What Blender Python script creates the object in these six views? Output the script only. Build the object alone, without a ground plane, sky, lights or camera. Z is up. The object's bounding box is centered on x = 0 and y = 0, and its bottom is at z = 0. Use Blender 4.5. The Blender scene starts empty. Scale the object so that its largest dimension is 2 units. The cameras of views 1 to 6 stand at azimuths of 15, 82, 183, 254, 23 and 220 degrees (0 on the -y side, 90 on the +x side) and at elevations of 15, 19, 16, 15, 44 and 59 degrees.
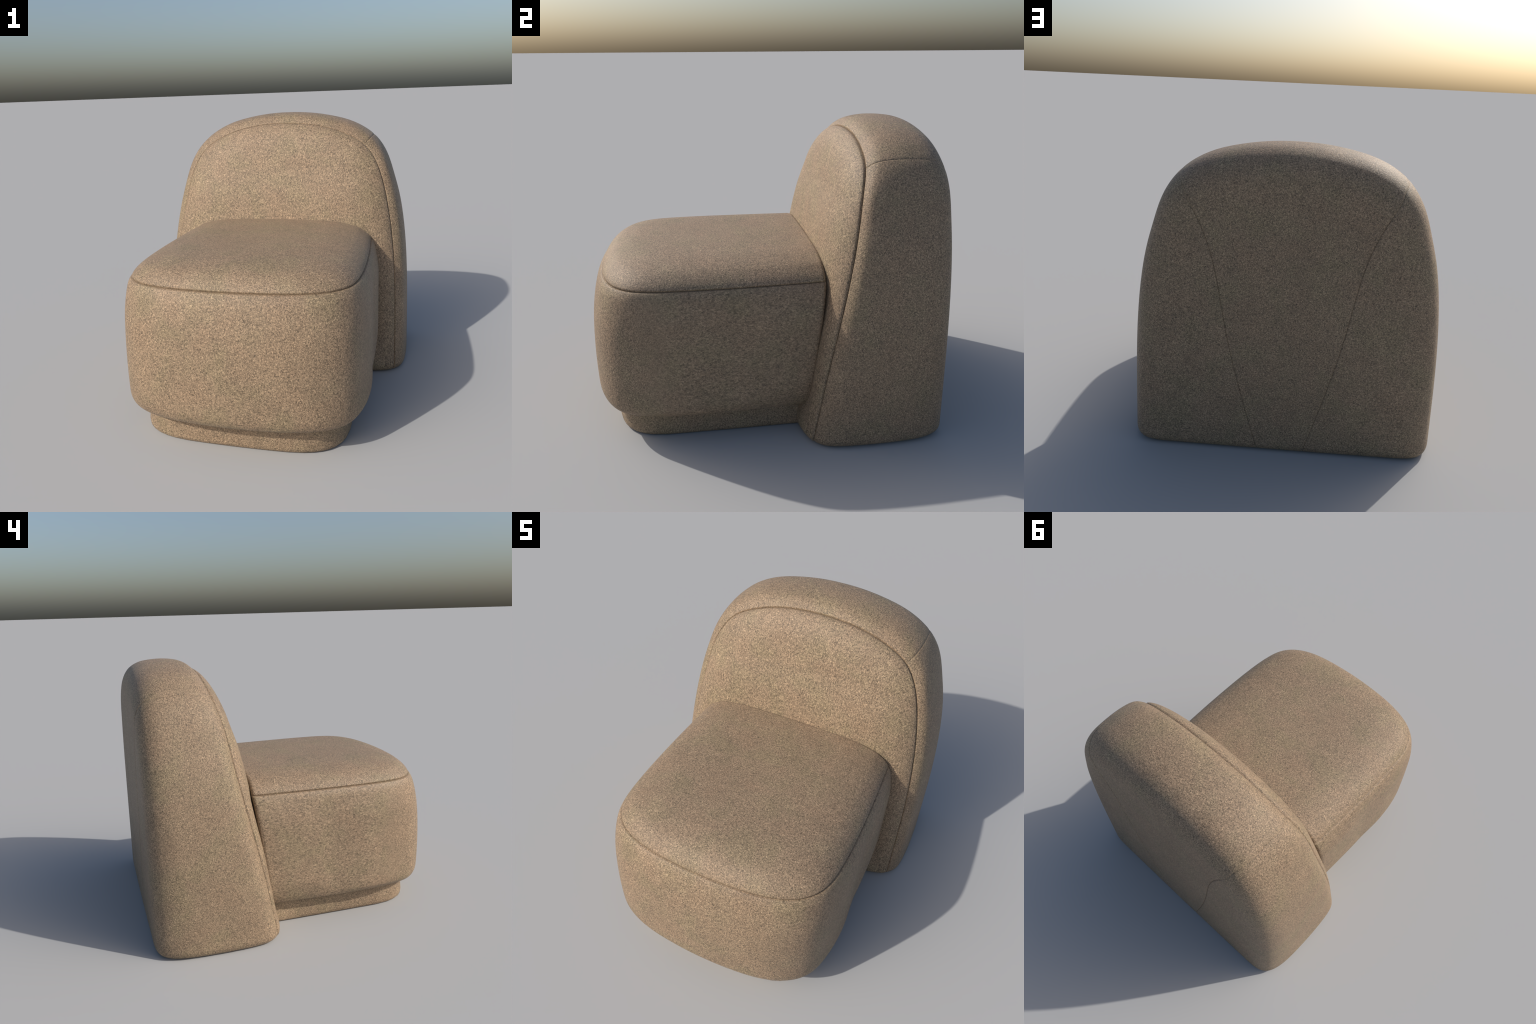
import bpy, math
import numpy as np
from mathutils import kdtree

# ---------------------------------------------------------------- helpers
def spline(ts, ps):
    """natural cubic spline through control points ps (n,d) at parameters ts"""
    ts = np.asarray(ts, float); ps = np.asarray(ps, float)
    if ps.ndim == 1: ps = ps[:, None]
    n = len(ts); h = np.diff(ts)
    A = np.zeros((n, n)); b = np.zeros((n, ps.shape[1]))
    A[0, 0] = A[-1, -1] = 1
    for i in range(1, n - 1):
        A[i, i-1] = h[i-1]; A[i, i] = 2*(h[i-1]+h[i]); A[i, i+1] = h[i]
        b[i] = 6*((ps[i+1]-ps[i])/h[i] - (ps[i]-ps[i-1])/h[i-1])
    m = np.linalg.solve(A, b)
    def f(t):
        t = np.asarray(t, float)
        i = np.clip(np.searchsorted(ts, t) - 1, 0, n - 2)
        a = (ts[i+1]-t)[..., None]; c = (t-ts[i])[..., None]; H = h[i][..., None]
        return (m[i]*a**3 + m[i+1]*c**3)/(6*H) + (ps[i]/H - m[i]*H/6)*a + (ps[i+1]/H - m[i+1]*H/6)*c
    return f

def pchip(xs, ys):
    """monotone cubic interpolation (scalar), clamped at both ends"""
    xs = np.asarray(xs, float); ys = np.asarray(ys, float)
    h = np.diff(xs); d = np.diff(ys)/h; n = len(xs); m = np.zeros(n)
    for i in range(1, n-1):
        if d[i-1]*d[i] > 0:
            w1 = 2*h[i]+h[i-1]; w2 = h[i]+2*h[i-1]
            m[i] = (w1+w2)/(w1/d[i-1]+w2/d[i])
    m[0], m[-1] = d[0], d[-1]
    def f(x):
        x = np.clip(np.asarray(x, float), xs[0], xs[-1])
        i = np.clip(np.searchsorted(xs, x) - 1, 0, n - 2)
        H = h[i]; u = (x-xs[i])/H
        return ((2*u**3-3*u**2+1)*ys[i] + (u**3-2*u**2+u)*H*m[i]
                + (-2*u**3+3*u**2)*ys[i+1] + (u**3-u**2)*H*m[i+1])
    return f

def sstep(a, b, x):
    u = np.clip((np.asarray(x, float)-a)/(np.asarray(b, float)-a), 0, 1)
    return u*u*(3-2*u)

def mirrored(half):
    """half: points from the middle (x=0) to the right end -> full left..right list"""
    half = np.array(half, float); left = half[:0:-1].copy(); left[:, 0] *= -1
    return np.vstack([left, half])

def chord(pts):
    d = np.r_[0, np.cumsum(np.linalg.norm(np.diff(pts, axis=0), axis=1))]
    return d/d[-1]*2-1

def ease_both(n, p=2.0):
    """0..1 samples crowded toward both ends"""
    u = np.linspace(0, 1, n); e = u**p/(u**p+(1-u)**p)
    return 0.55*e+0.45*u

def ease_start(n, p=2.0):
    u = np.linspace(0, 1, n); return 0.75*u**p+0.25*u

class Builder:
    """collects grids of points into one mesh, welding coincident points"""
    def __init__(self): self.v = []; self.f = []; self.n = 0
    def grid(self, P, flip=False):
        r, c = P.shape[:2]
        idx = np.arange(r*c).reshape(r, c)+self.n
        self.v.append(P.reshape(-1, 3)); self.n += r*c
        q = np.stack([idx[:-1, :-1], idx[:-1, 1:], idx[1:, 1:], idx[1:, :-1]], -1).reshape(-1, 4)
        if flip: q = q[:, ::-1]
        self.f.append(q)
        return idx
    def make(self, name, mat, parent, displace=None, caps=()):
        V = np.vstack(self.v); F = np.vstack(self.f)
        key = np.round(V/2e-5).astype(np.int64)
        _, first, inv = np.unique(key, axis=0, return_index=True, return_inverse=True)
        inv = inv.reshape(-1)
        V = V[first]; F = inv[F]
        if displace is not None: V = displace(V)
        faces = []
        for q in F.tolist():
            o = []
            for i in q:
                if i not in o: o.append(i)
            if len(o) > 2: faces.append(o)
        for loop in caps:
            o = []
            for i in inv[loop].tolist():
                if i not in o: o.append(i)
            faces.append(o)
        me = bpy.data.meshes.new(name); me.from_pydata(V.tolist(), [], faces)
        me.validate(); me.update()
        me.polygons.foreach_set("use_smooth", [len(f) <= 4 for f in faces] if len(faces) == len(me.polygons) else [True]*len(me.polygons))
        ob = bpy.data.objects.new(name, me); bpy.context.scene.collection.objects.link(ob)
        ob.parent = parent; me.materials.append(mat)
        return ob

# ---------------------------------------------------------------- material
def wool(name, stretch=(1, 1, 1), seed=0.0, contrast=1.0, even_front=False):
    mat = bpy.data.materials.new(name); mat.use_nodes = True
    nt = mat.node_tree; N = nt.nodes; L = nt.links; N.clear()
    out = N.new("ShaderNodeOutputMaterial"); bs = N.new("ShaderNodeBsdfPrincipled")
    L.new(bs.outputs[0], out.inputs[0])
    tc = N.new("ShaderNodeTexCoord")
    def mapping(scale, loc=0.0):
        m = N.new("ShaderNodeMapping"); m.inputs["Scale"].default_value = scale
        m.inputs["Location"].default_value = (loc+seed, loc*1.7-seed, loc*.3+seed*.5)
        L.new(tc.outputs["Object"], m.inputs[0]); return m
    def noise(scale, detail, mp, dist=0.0, rough=0.55):
        n = N.new("ShaderNodeTexNoise"); n.inputs["Scale"].default_value = scale
        n.inputs["Detail"].default_value = detail; n.inputs["Roughness"].default_value = rough
        n.inputs["Distortion"].default_value = dist
        L.new(mp.outputs[0], n.inputs["Vector"]); return n
    def ramp(src, stops):
        r = N.new("ShaderNodeValToRGB"); e = r.color_ramp.elements
        while len(e) < len(stops): e.new(0.5)
        for el, (p, c) in zip(e, stops): el.position = p; el.color = (*c, 1)
        L.new(src, r.inputs[0]); return r
    def mix(kind, fac, a, b):
        m = N.new("ShaderNodeMix"); m.data_type = 'RGBA'; m.blend_type = kind
        if isinstance(fac, float): m.inputs[0].default_value = fac
        else: L.new(fac, m.inputs[0])
        L.new(a, m.inputs[6]); L.new(b, m.inputs[7]); return m
    def grain(stretch, contrast, loc):
        fine = noise(165, 2.0, mapping(stretch, loc), 1.1, 0.6)
        fibre = noise(84, 2.0, mapping(stretch, loc+3.1), 2.2, 0.55)
        def yarn(v):      # wool colour at brightness v, flattened toward the mean where the grain is calm
            v = .205*(v/.213)**(contrast*.84)
            return (v*1.275, v*.912, v*.572)
        base = ramp(fine.outputs["Fac"], [(0.30, yarn(.062)), (0.44, yarn(.145)), (0.5, yarn(.212)), (0.58, yarn(.285)), (0.72, yarn(.46))])
        fib = ramp(fibre.outputs["Fac"], [(0.33, (0.55, 0.55, 0.55)), (0.46, (0.98, 0.98, 0.98)), (0.56, (1.02, 1.02, 1.02)), (0.7, (1.3, 1.3, 1.3))])
        col = mix('MULTIPLY', 0.85*contrast, base.outputs[0], fib.outputs[0])
        add = N.new("ShaderNodeMath"); add.operation = 'ADD'
        L.new(fine.outputs["Fac"], add.inputs[0]); L.new(fibre.outputs["Fac"], add.inputs[1])
        return col.outputs[2], add.outputs[0]
    colour, height = grain(stretch, contrast, 0.0)
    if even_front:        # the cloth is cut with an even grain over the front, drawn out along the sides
        c_even, h_even = grain((1, 1, .85), 1.0, 5.7)
        sep = N.new("ShaderNodeSeparateXYZ"); L.new(tc.outputs["Object"], sep.inputs[0])
        mr = N.new("ShaderNodeMapRange"); mr.interpolation_type = 'SMOOTHSTEP'
        mr.inputs["From Min"].default_value = -.80; mr.inputs["From Max"].default_value = -.45
        L.new(sep.outputs["Y"], mr.inputs["Value"])
        colour = mix('MIX', mr.outputs[0], c_even, colour).outputs[2]
        hm = N.new("ShaderNodeMix"); hm.data_type = 'FLOAT'
        L.new(mr.outputs[0], hm.inputs[0]); L.new(h_even, hm.inputs[2]); L.new(height, hm.inputs[3]); height = hm.outputs[0]
    mottle = noise(7.0, 3.0, mapping((1, 1, 1), 7.3), 0.4)
    tint = noise(5.0, 2.0, mapping((1, 1, 1), 11.9), 0.3)
    mot = ramp(mottle.outputs["Fac"], [(0.32, (0.93, 0.93, 0.93)), (0.68, (1.05, 1.05, 1.05))])
    c2 = mix('MULTIPLY', 1.0, colour, mot.outputs[0])
    tin = ramp(tint.outputs["Fac"], [(0.34, (0.965, 1.005, 0.965)), (0.5, (1, 1, 1)), (0.66, (1.018, 0.992, 0.99))])
    c3 = mix('MULTIPLY', 1.0, c2.outputs[2], tin.outputs[0])
    L.new(c3.outputs[2], bs.inputs["Base Color"])
    bs.inputs["Roughness"].default_value = 0.58
    bs.inputs["Specular IOR Level"].default_value = 0.45
    bs.inputs["Sheen Weight"].default_value = 0.05
    bs.inputs["Sheen Roughness"].default_value = 0.45
    bs.inputs["Sheen Tint"].default_value = (1.0, 0.92, 0.82, 1)
    bp = N.new("ShaderNodeBump"); bp.inputs["Strength"].default_value = 0.35; bp.inputs["Distance"].default_value = 0.006
    L.new(height, bp.inputs["Height"]); L.new(bp.outputs[0], bs.inputs["Normal"])
    return mat

M_even = wool("wool_felt")
M_side = wool("wool_felt_stretched_along", (0.72, 0.44, 0.72), 4.0, 0.72, True)
M_front = wool("wool_felt_upright", (1, 1, 0.62), 9.0)

# ---------------------------------------------------------------- seams
def sew(tree, direction, wide=0.016, deep=0.0045, thin=0.0042, cut=0.0045):
    """press the surface in along the seams held in the tree"""
    def f(V):
        d = np.array([tree.find(p)[2] for p in V])
        g = deep*np.exp(-(d/wide)**1.5)+cut*np.exp(-(d/thin)**2)
        return V-direction(V)*g[:, None]
    return f

def tree_of(*curves):
    P = np.vstack(curves); t = kdtree.KDTree(len(P))
    for i, p in enumerate(P): t.insert(p, i)
    t.balance(); return t

# ---------------------------------------------------------------- chair
chair = bpy.data.objects.new("lounge_chair", None); bpy.context.scene.collection.objects.link(chair)
chair["label"] = "armless lounge chair in beige wool felt with arched back"
chair["category"] = "lounge chair"
def group(name):
    o = bpy.data.objects.new(name, None); bpy.context.scene.collection.objects.link(o); o.parent = chair; return o

# ======================= backrest
# front seam, from the middle of the top down the right side: x, y, z
FRONT = mirrored([(0, .556, 1.661), (.244, .553, 1.640), (.423, .545, 1.587), (.557, .530, 1.511), (.641, .500, 1.398),
                  (.706, .464, 1.201), (.753, .416, .957), (.779, .365, .725), (.794, .304, .452),
                  (.800, .256, .204), (.804, .218, 0.0)])
ts = chord(FRONT); Fs = spline(ts, FRONT)
T_KINK = float(ts[len(FRONT)//2+3])
_t = np.linspace(-1, 1, 801); _p = Fs(_t)
_tan = np.gradient(_p, _t, axis=0)[:, [0, 2]]
_nrm = np.stack([-_tan[:, 1], _tan[:, 0]], 1); _nrm /= np.linalg.norm(_nrm, axis=1)[:, None]
_k = np.exp(-np.linspace(-2, 2, 61)**2); _k /= _k.sum()
_nrm = np.stack([np.convolve(np.pad(_nrm[:, i], 30, mode='edge'), _k, 'valid') for i in (0, 1)], 1)
_nrm /= np.linalg.norm(_nrm, axis=1)[:, None]
def out_dir(t): return np.stack([np.interp(t, _t, _nrm[:, 0]), np.interp(t, _t, _nrm[:, 1])], -1)
def spine_z(z): return 1.15*np.tanh(z/1.15)
seam_y = pchip(FRONT[len(FRONT)//2:, 2][::-1], FRONT[len(FRONT)//2:, 1][::-1])

# band section: (share of the depth behind the seam, outward offset)
BAND_TOP = np.array([(0, 0), (.08, .034), (.20, .057), (.40, .068), (.60, .064), (.74, .052), (.865, .022), (.945, -.025), (.985, -.085), (.996, -.16)])
BAND_SIDE = np.array([(0, 0), (.050, .037), (.14, .062), (.33, .073), (.55, .073), (.75, .064), (.88, .040), (.955, .000), (.988, -.06), (.996, -.13)])
qk = np.linspace(0, 1, len(BAND_TOP))
_bt = spline(qk, BAND_TOP); _bs = spline(qk, BAND_SIDE)
FOOT_R = 0.055
def foot(P):
    """round the lower edge where the body stands on the floor"""
    z = P[..., 2]; zz = np.clip(z, 0, FOOT_R)
    d = (FOOT_R-np.sqrt(np.maximum(FOOT_R**2-(FOOT_R-zz)**2, 0)))*0.75
    Q = P.copy(); Q[..., 0] *= 1-d/.85
    Q[..., 1] = .61+(Q[..., 1]-.61)*(1-d/.39)
    return Q
def shell(t, q):
    """outer surface of the backrest; q 0..1 band from the seam to the rear rim, 1..2 rear face to its spine"""
    t, q = np.broadcast_arrays(np.asarray(t, float), np.asarray(q, float))
    F = Fs(t); n = out_dir(t); w = sstep(0.3, 1.0, n[..., 1])[..., None]
    pr = _bt(np.minimum(q, 1))*w+_bs(np.minimum(q, 1))*(1-w)
    y = F[..., 1]+pr[..., 0]*(1.0-F[..., 1])
    # upholstery pulls in a little at the shoulders and fills out beside the crown
    pull = -.010*np.exp(-((F[..., 2]-1.30)/.14)**2)+.007*np.exp(-((np.abs(F[..., 0])-.42)/.12)**2)*sstep(1.4, 1.5, F[..., 2])
    off = pr[..., 1]+pull*sstep(0, .35, q)
    # the outward offset stays horizontal near the floor so the foot is level
    lvl = sstep(0, .35, F[..., 2])
    x = F[..., 0]+n[..., 0]*off; z = F[..., 2]+n[..., 1]*off*lvl
    k = np.where(q > 1, 2-q, 1.0)
    sz = spine_z(F[..., 2])
    x = x*k; z = sz+(z-sz)*k
    y = 1.0-(1.0-y)*np.where(q > 1, k**1.6, 1)
    return foot(np.stack([x, y, z], -1))
def face(t, k):
    """front cushion surface of the backrest; k=1 at the seam, 0 at the middle"""
    t, k = np.broadcast_arrays(np.asarray(t, float), np.asarray(k, float))
    F = Fs(t); sz = spine_z(F[..., 2])
    x = F[..., 0]*k; z = sz+(F[..., 2]-sz)*k
    b = .068+.045*sstep(0, .8, z)-.019*np.exp(-((z-1.38)/.13)**2)
    wt = .35*sstep(.3, .95, out_dir(t)[..., 1])             # fuller just under the top seam
    rim = .68*(1-k**7)+.32*np.maximum(1-k**3, 0)**.4
    top = np.maximum(1-k**4, 0)**.45
    y = seam_y(z)-b*(rim*(1-wt)+top*wt)
    # the cushion eases back beside the seat so that a dark slot stays open there
    y = y+.021*sstep(1.10, .74, z)*sstep(.04, .30, z)*np.exp(-((k-.83)/.075)**2)*(1-wt)
    y = y+(F[..., 1]-seam_y(F[..., 2]))*k
    return foot(np.stack([x, y, z], -1))

# back seam: straight over the band, then a V across the rear face
gt = np.linspace(T_KINK*.8, 1, 240)[:, None]; gq = np.linspace(.7, 2, 400)[None, :]
G = shell(gt, gq)
VEE = [(.552, 1.470), (.450, 1.275), (.332, .784), (.126, 0.0)]
par = [(T_KINK, 0.0), (T_KINK+.0008, .35), (T_KINK+.002, .70)]
def invert(x, z):
    d = (G[..., 0]-x)**2+(G[..., 2]-z)**2+10*(G[..., 1] < .9)
    i, j = np.unravel_index(np.argmin(d), d.shape)
    p = np.array([gt[i, 0], gq[0, j]])
    for _ in range(6):
        e = 1e-4; c = shell(*p)[[0, 2]]
        J = np.stack([(shell(p[0]-e, p[1])[[0, 2]]-c)/-e, (shell(p[0], p[1]+e)[[0, 2]]-c)/e], 1)
        p = p+np.clip(np.linalg.solve(J, np.array([x, z])-c), -.02, .02)
        p = np.clip(p, [T_KINK, .6], [1, 1.999])
    return float(p[0]), float(p[1])
vee_xz = spline(chord(np.array(VEE)), np.array(VEE))
for x, z in vee_xz(np.linspace(-1, 1, 40)):
    par.append(invert(x, z))
par[-1] = (1.0, par[-1][1])
par = np.array(par)
for i in range(1, len(par)): par[i, 0] = max(par[i, 0], par[i-1, 0]+.0006)
par[:, 0] = np.minimum(par[:, 0], 1.0)
tau = np.r_[0, np.cumsum(np.hypot(np.diff(par[:, 0])*2, np.diff(par[:, 1])))]; tau /= tau[-1]
vt = pchip(tau, par[:, 0]); vq = pchip(tau, par[:, 1])
TB = float(tau[2])                           # where the seam starts to leave the row t = T_KINK

def body_dir(V):
    a = np.stack([(V[:, 0]/.87)**3, ((V[:, 1]-.61)/.39)**3, (np.maximum(V[:, 2]-.6, 0)/1.13)**3], 1)
    a /= np.maximum(np.linalg.norm(a, axis=1), 1e-6)[:, None]
    # along the arched front seam the two skins meet at an angle: press in along its bisector
    d = np.array([tree_front.find(p)[2] for p in V])
    a[:, 1] -= .9*np.exp(-(d/.03)**2)
    return a/np.maximum(np.linalg.norm(a, axis=1), 1e-6)[:, None]
dense = np.linspace(0, 1, 3000)
front_curve = foot(Fs(np.linspace(-1, 1, 4000)))
vee_r = shell(vt(dense), vq(dense)); vee_l = vee_r*np.array([-1, 1, 1])
tree_all = tree_of(front_curve, vee_r, vee_l)
tree_front = tree_of(front_curve)
sew_front = sew(tree_front, body_dir, .009, .0012, .0044, .0080)
sew_vee = sew(tree_of(vee_r, vee_l), body_dir, .010, .0010, .0034, .0027)
def stitch(V): return sew_vee(sew_front(V))
stitch_front = sew_front

back = group("backrest")
def tsamples(a, b, n, e=True):
    u = np.linspace(0, 1, n) if not e else ease_both(n)
    return a+(b-a)*u
# rows crowd toward the floor so that the foot rounds smoothly
rows = np.sort(np.unique(np.r_[np.linspace(-1, 1, 700), 1-np.linspace(0, .035, 26), -1+np.linspace(0, .035, 26)]))
bd = Builder()
kk = 1-ease_start(130)*1.0
bd.grid(face(rows[:, None], kk[None, :]), flip=True)
bd.make("backrest_cushion", M_front, back, stitch_front)

# side panels: from the front seam round to the back seam
tt = np.sort(np.unique(np.r_[np.linspace(0, 1, 420), np.linspace(TB, 1, 260), 1-np.linspace(0, .06, 40)]))
tt = tt[tt >= TB*0.999]
for sgn in (1, -1):
    bd = Builder(); u = ease_both(190)
    T = vt(tt)[:, None]; Q = vq(tt)[:, None]*u[None, :]
    P = shell(T, Q)*np.array([sgn, 1, 1])
    top = shell(np.full((1, 190), T_KINK), vq(TB)*u[None, :])*np.array([sgn, 1, 1])
    bd.grid(np.concatenate([top, P], 0), flip=sgn < 0)
    bd.make("gusset", M_even, back, stitch)

# rear panel: over the top and down the middle of the rear
bd = Builder()
QB = float(vq(TB))
ub = ease_both(150); ur = ease_start(110)
qq = np.r_[QB*ub, QB+(2-QB)*ur[1:]]
up = -T_KINK+2*T_KINK*ease_both(330)
bd.grid(shell(up[:, None], qq[None, :]))
for sgn in (1, -1):
    T = np.r_[T_KINK, vt(tt)][:, None]; q0 = np.r_[QB, vq(tt)][:, None]
    P = shell(T, q0+(2-q0)*ur[None, :])*np.array([sgn, 1, 1])
    bd.grid(P, flip=sgn < 0)
bd.make("outer_cover", M_even, back, stitch)

# sole under the backrest, a few millimetres up inside the rounded foot
def ring(P): return P
q_full = np.linspace(0, 2, 160); k_full = np.linspace(0, 1, 60)
half = np.vstack([face(1.0, k_full), shell(1.0, q_full)[1:]])
loop = np.vstack([half, (half*np.array([-1, 1, 1]))[-2:0:-1]])
loop[:, 2] = 0.004
me = bpy.data.meshes.new("sole"); me.from_pydata(loop.tolist(), [], [list(range(len(loop)))[::-1]]); me.update()
ob = bpy.data.objects.new("sole", me); bpy.context.scene.collection.objects.link(ob); ob.parent = back; me.materials.append(M_even)

# ======================= seat
SEAM_Z = .912
EDGE = mirrored([(0, -.927), (.19, -.919), (.37, -.893), (.485, -.851), (.555, -.802), (.605, -.738), (.637, -.64),
                 (.652, -.50), (.657, -.30), (.653, -.05), (.637, .300)])
es = chord(EDGE); Es = spline(es, EDGE)
_e = Es(_t); _et = np.gradient(_e, _t, axis=0)
_en = np.stack([_et[:, 1], -_et[:, 0]], 1); _en /= np.linalg.norm(_en, axis=1)[:, None]
def edge_dir(t): return np.stack([np.interp(t, _t, _en[:, 0]), np.interp(t, _t, _en[:, 1])], -1)
def rear_y(z): return .300+(z-SEAM_Z)*np.where(z < SEAM_Z, .109, 0.0)
def lean(P):
    w = sstep(-.75, .300, P[..., 1]); Q = P.copy()
    Q[..., 1] += (rear_y(P[..., 2])-.300)*w
    return Q
# wall section from the seam down and under: offset outward and height, for the sides and for the front
WALL_SIDE = np.array([(0, .912), (.014, .885), (.023, .84), (.029, .74), (.032, .60), (.035, .42), (.037, .29), (.035, .225), (.022, .182), (-.02, .163), (-.16, .160)])
WALL_FRONT = np.array([(0, .912), (.016, .885), (.034, .84), (.056, .74), (.071, .60), (.077, .42), (.075, .29), (.070, .225), (.050, .181), (-.006, .163), (-.16, .160)])
wk = np.linspace(0, 1, len(WALL_SIDE)); _ws = spline(wk, WALL_SIDE); _wf = spline(wk, WALL_FRONT)
def wall(t, v):
    t, v = np.broadcast_arrays(np.asarray(t, float), np.asarray(v, float))
    E = Es(t); n = edge_dir(t); w = sstep(.15, .9, -n[..., 1])[..., None]
    pr = _wf(v)*w+_ws(v)*(1-w)
    bulge = (.014*sstep(-.12, -.46, E[..., 1])+.015*sstep(-.22, .20, E[..., 1])+np.where(E[..., 0] > 0, -.005*sstep(-.5, -.25, E[..., 1])+.010*sstep(-.2, .08, E[..., 1]), .007*sstep(-.3, .05, E[..., 1])))*(1-w[..., 0])*sstep(.91, .7, pr[..., 1])*sstep(.163, .21+.14*sstep(-.3, .1, E[..., 1]), pr[..., 1])
    pr = pr.copy(); pr[..., 0] += bulge
    # near the rear end move straight sideways so the rear edge stays in its plane
    s = sstep(.0, .300, E[..., 1]); ny = n[..., 1]*(1-s)
    return lean(np.stack([E[..., 0]+n[..., 0]*pr[..., 0], E[..., 1]+ny*pr[..., 0], pr[..., 1]], -1))
crown = pchip([0, .31, .55, .64, .71, .84, .93, .97, 1.0], [1, .985, .935, .895, .835, .665, .395, .205, 0])
def cushion(t, k):
    t, k = np.broadcast_arrays(np.asarray(t, float), np.asarray(k, float))
    E = Es(t); d = .300-E[..., 1]; sy = .300-.75*np.tanh(d/.75)
    x = E[..., 0]*k; y = sy+(E[..., 1]-sy)*k
    h = .120
    return lean(np.stack([x, y, SEAM_Z+h*crown(k)], -1))

REAR_R = .024
def tuck(P, centre, n=10):
    """round the rear edge: carry the last row of a skin back and in, around a small radius"""
    T = np.gradient(P[:, [0, 2]], axis=0); N = np.stack([T[:, 1], -T[:, 0]], 1)
    N /= np.linalg.norm(N, axis=1)[:, None]
    N *= np.sign(((P[:, [0, 2]]-centre)*N).sum(1))[:, None]
    rows = []
    for a in np.linspace(0, math.pi/2, n+1)[1:]:
        Q = P.copy(); Q[:, 1] += REAR_R*math.sin(a)
        Q[:, [0, 2]] -= N*REAR_R*(1-math.cos(a)); rows.append(Q)
    return np.stack(rows)
def skin(bd, P, flip, name):
    """grid plus its rounded rear edges at both ends"""
    e = END_SKIN[name]
    L = e*np.array([-1, 1, 1])
    bd.grid(np.concatenate([L[::-1], P, e], 0), flip=flip)
seat = group("seat")
seat_curve = lean(np.concatenate([Es(np.linspace(-1, 1, 4000)), np.full((4000, 1), SEAM_Z)], 1))
seat_tail = np.array([[sx*(.637-REAR_R*(1-math.cos(a))), .300+REAR_R*math.sin(a), SEAM_Z] for sx in (-1, 1) for a in np.linspace(0, 1.57, 60)])
tree_seat = tree_of(seat_curve, seat_tail)
def seat_dir(V):
    a = np.stack([(V[:, 0]/.68)**5, np.minimum(((V[:, 1]+.3)/.65), 0)**5, V[:, 2]*0+.25], 1)
    return a/np.linalg.norm(a, axis=1)[:, None]
stitch_seat = sew(tree_seat, seat_dir, .012, .0030, .0046, .0078)
trow = np.linspace(-1, 1, 640)
k_top = 1-ease_start(140); v_wall = ease_start(170, 1.6)
_c = cushion(1.0, k_top[::-1]); _w = wall(1.0, v_wall)
_tk = tuck(np.vstack([_c, _w[1:]]), np.array([0, .55]))
END_SKIN = {"cushion": _tk[:, :140][:, ::-1], "wall": _tk[:, 139:]}
bd = Builder(); skin(bd, cushion(trow[:, None], k_top[None, :]), False, "cushion")
bd.make("seat_cushion", M_even, seat, stitch_seat)
bd = Builder(); skin(bd, wall(trow[:, None], v_wall[None, :]), True, "wall")
bd.make("seat_wrap", M_side, seat, stitch_seat)
# rear panel that closes the seat box against the backrest
end_r = _tk[-1]
end = np.vstack([end_r, (end_r*np.array([-1, 1, 1]))[:0:-1]])
end[:, 1] -= .003; end[:, 0] *= .997
me = bpy.data.meshes.new("closing_panel"); me.from_pydata(end.tolist(), [], [list(range(len(end)))]); me.update()
ob = bpy.data.objects.new("closing_panel", me); bpy.context.scene.collection.objects.link(ob); ob.parent = seat; me.materials.append(M_even)

# ======================= plinth
PLAN = mirrored([(0, -.882), (.20, -.879), (.37, -.864), (.470, -.830), (.544, -.770), (.588, -.675), (.602, -.5), (.604, -.2), (.602, .20)])
ps = chord(PLAN); Ps = spline(ps, PLAN)
pt = np.sort(np.r_[ps, .5*(ps[1:]+ps[:-1])])
pe = Ps(pt); pd = np.gradient(pe, pt, axis=0); pn = np.stack([pd[:, 1], -pd[:, 0]], 1); pn /= np.linalg.norm(pn, axis=1)[:, None]
pn[0, 1] = pn[-1, 1] = 0
SEC = [(-.005, .172), (-.004, .08), (0, .03), (-.004, .012), (-.016, 0)]
P = np.stack([np.concatenate([pe+pn*o, np.full((len(pe), 1), z)], 1) for o, z in SEC], 1)
bd = Builder(); idx = bd.grid(P, flip=True)
bd.make("plinth", M_even, chair, caps=[idx[:, -1], np.r_[idx[0, :], idx[-1, ::-1]][::-1]])

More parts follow.
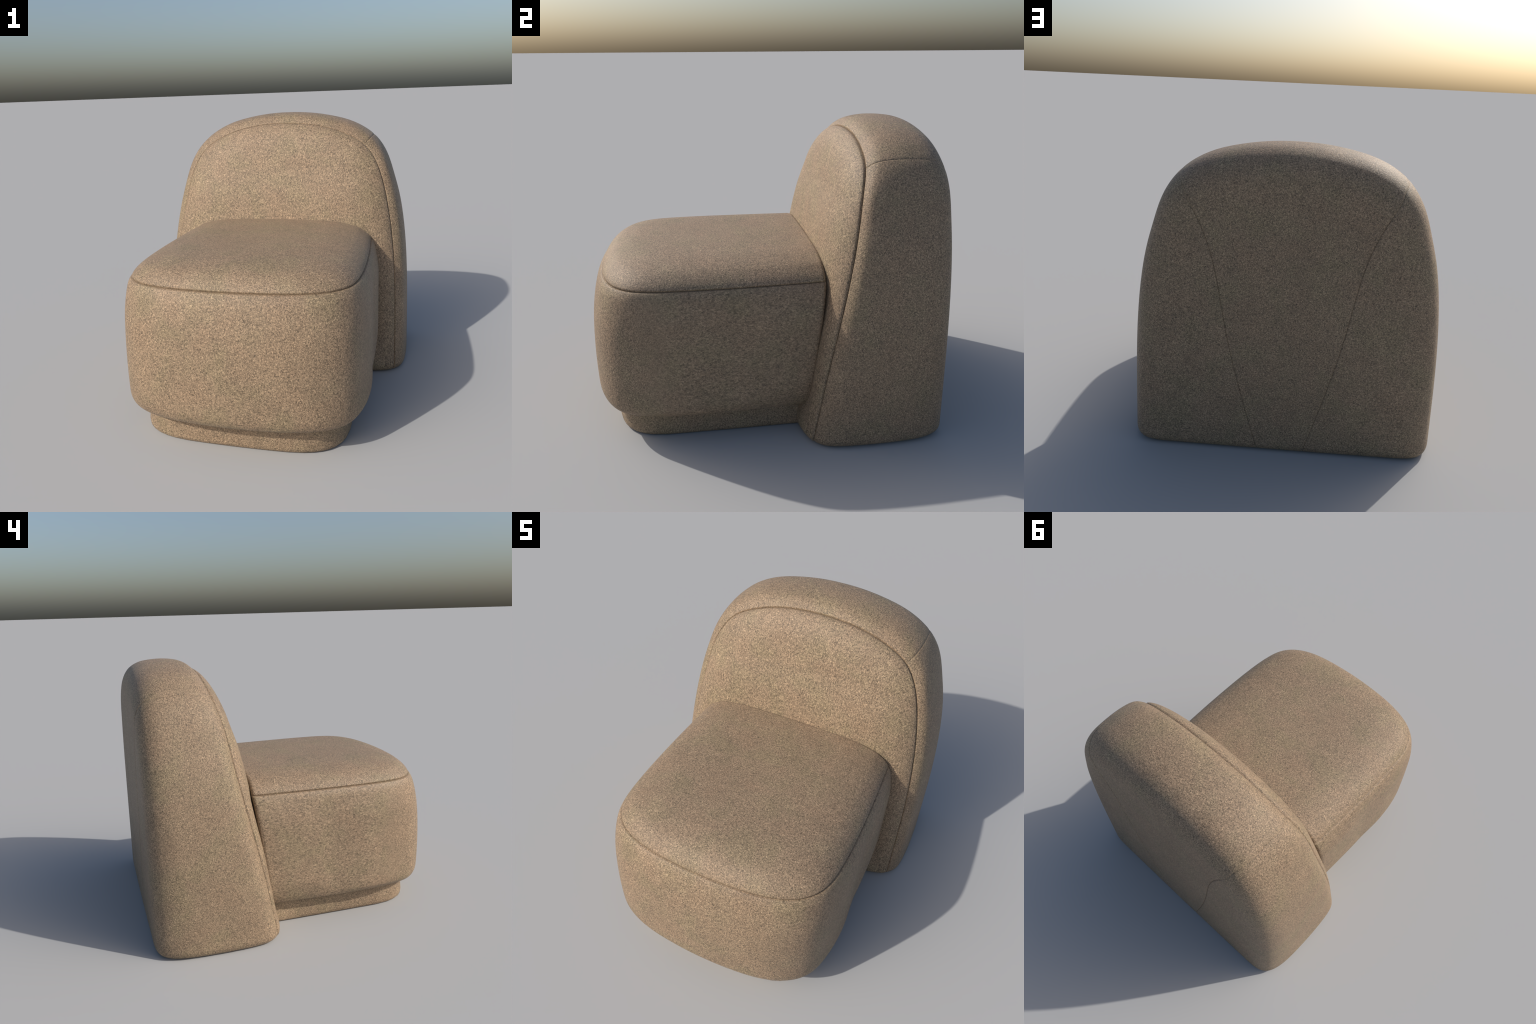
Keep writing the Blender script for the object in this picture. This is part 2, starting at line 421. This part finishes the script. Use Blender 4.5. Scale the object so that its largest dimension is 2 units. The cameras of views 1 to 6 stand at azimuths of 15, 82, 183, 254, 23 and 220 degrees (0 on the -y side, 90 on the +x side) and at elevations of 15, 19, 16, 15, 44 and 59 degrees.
# the seat block stands a few millimetres off centre
OFF = -.004
for ob in list(seat.children)+[bpy.data.objects["plinth"]]:
    for v in ob.data.vertices: v.co.x += OFF

# ======================= thin dark tubes modelling the shadow lines in the seam grooves
def shadow_tube_material():
    mat = bpy.data.materials.new("painted_seam_shadow"); mat.use_nodes = True
    N = mat.node_tree.nodes; L = mat.node_tree.links; b = N["Principled BSDF"]
    t = N.new("ShaderNodeTexCoord"); n = N.new("ShaderNodeTexNoise"); n.inputs["Scale"].default_value = 90
    c = N.new("ShaderNodeValToRGB"); e = c.color_ramp.elements
    e[0].position = .35; e[0].color = (.105, .077, .052, 1); e[1].position = .68; e[1].color = (.175, .127, .085, 1)  # brown darkened below the wool colour to draw the groove occlusion
    L.new(t.outputs["Object"], n.inputs["Vector"]); L.new(n.outputs["Fac"], c.inputs[0]); L.new(c.outputs[0], b.inputs["Base Color"])
    b.inputs["Roughness"].default_value = .95; b.inputs["Specular IOR Level"].default_value = .1
    return mat
M_shadow_tube = shadow_tube_material()
def shadow_tube(name, path, radius, parent):
    cu = bpy.data.curves.new(name, 'CURVE'); cu.dimensions = '3D'; cu.bevel_depth = radius; cu.bevel_resolution = 2
    sp = cu.splines.new('POLY'); sp.points.add(len(path)-1)
    for p, q in zip(sp.points, path): p.co = (*q, 1)
    tmp = bpy.data.objects.new(name, cu); bpy.context.scene.collection.objects.link(tmp)
    dg = bpy.context.evaluated_depsgraph_get(); me = bpy.data.meshes.new_from_object(tmp.evaluated_get(dg))
    bpy.data.objects.remove(tmp); me.name = name
    ob = bpy.data.objects.new(name, me); bpy.context.scene.collection.objects.link(ob); ob.parent = parent
    me.materials.clear(); me.materials.append(M_shadow_tube)
    me.polygons.foreach_set("use_smooth", [True]*len(me.polygons))
shadow_tube("backrest_shadow_tube", stitch(front_curve[::8])[3:-3], .0020, back)
for v in (vee_r, vee_l):
    shadow_tube("painted_seam_shadow", stitch(v[(v[:, 2] < 1.40)][::10])[:-3], .0010, back)
shadow_tube("seat_shadow_tube", stitch_seat(seat_curve[::10])+np.array([OFF, 0, 0]), .0016, seat)
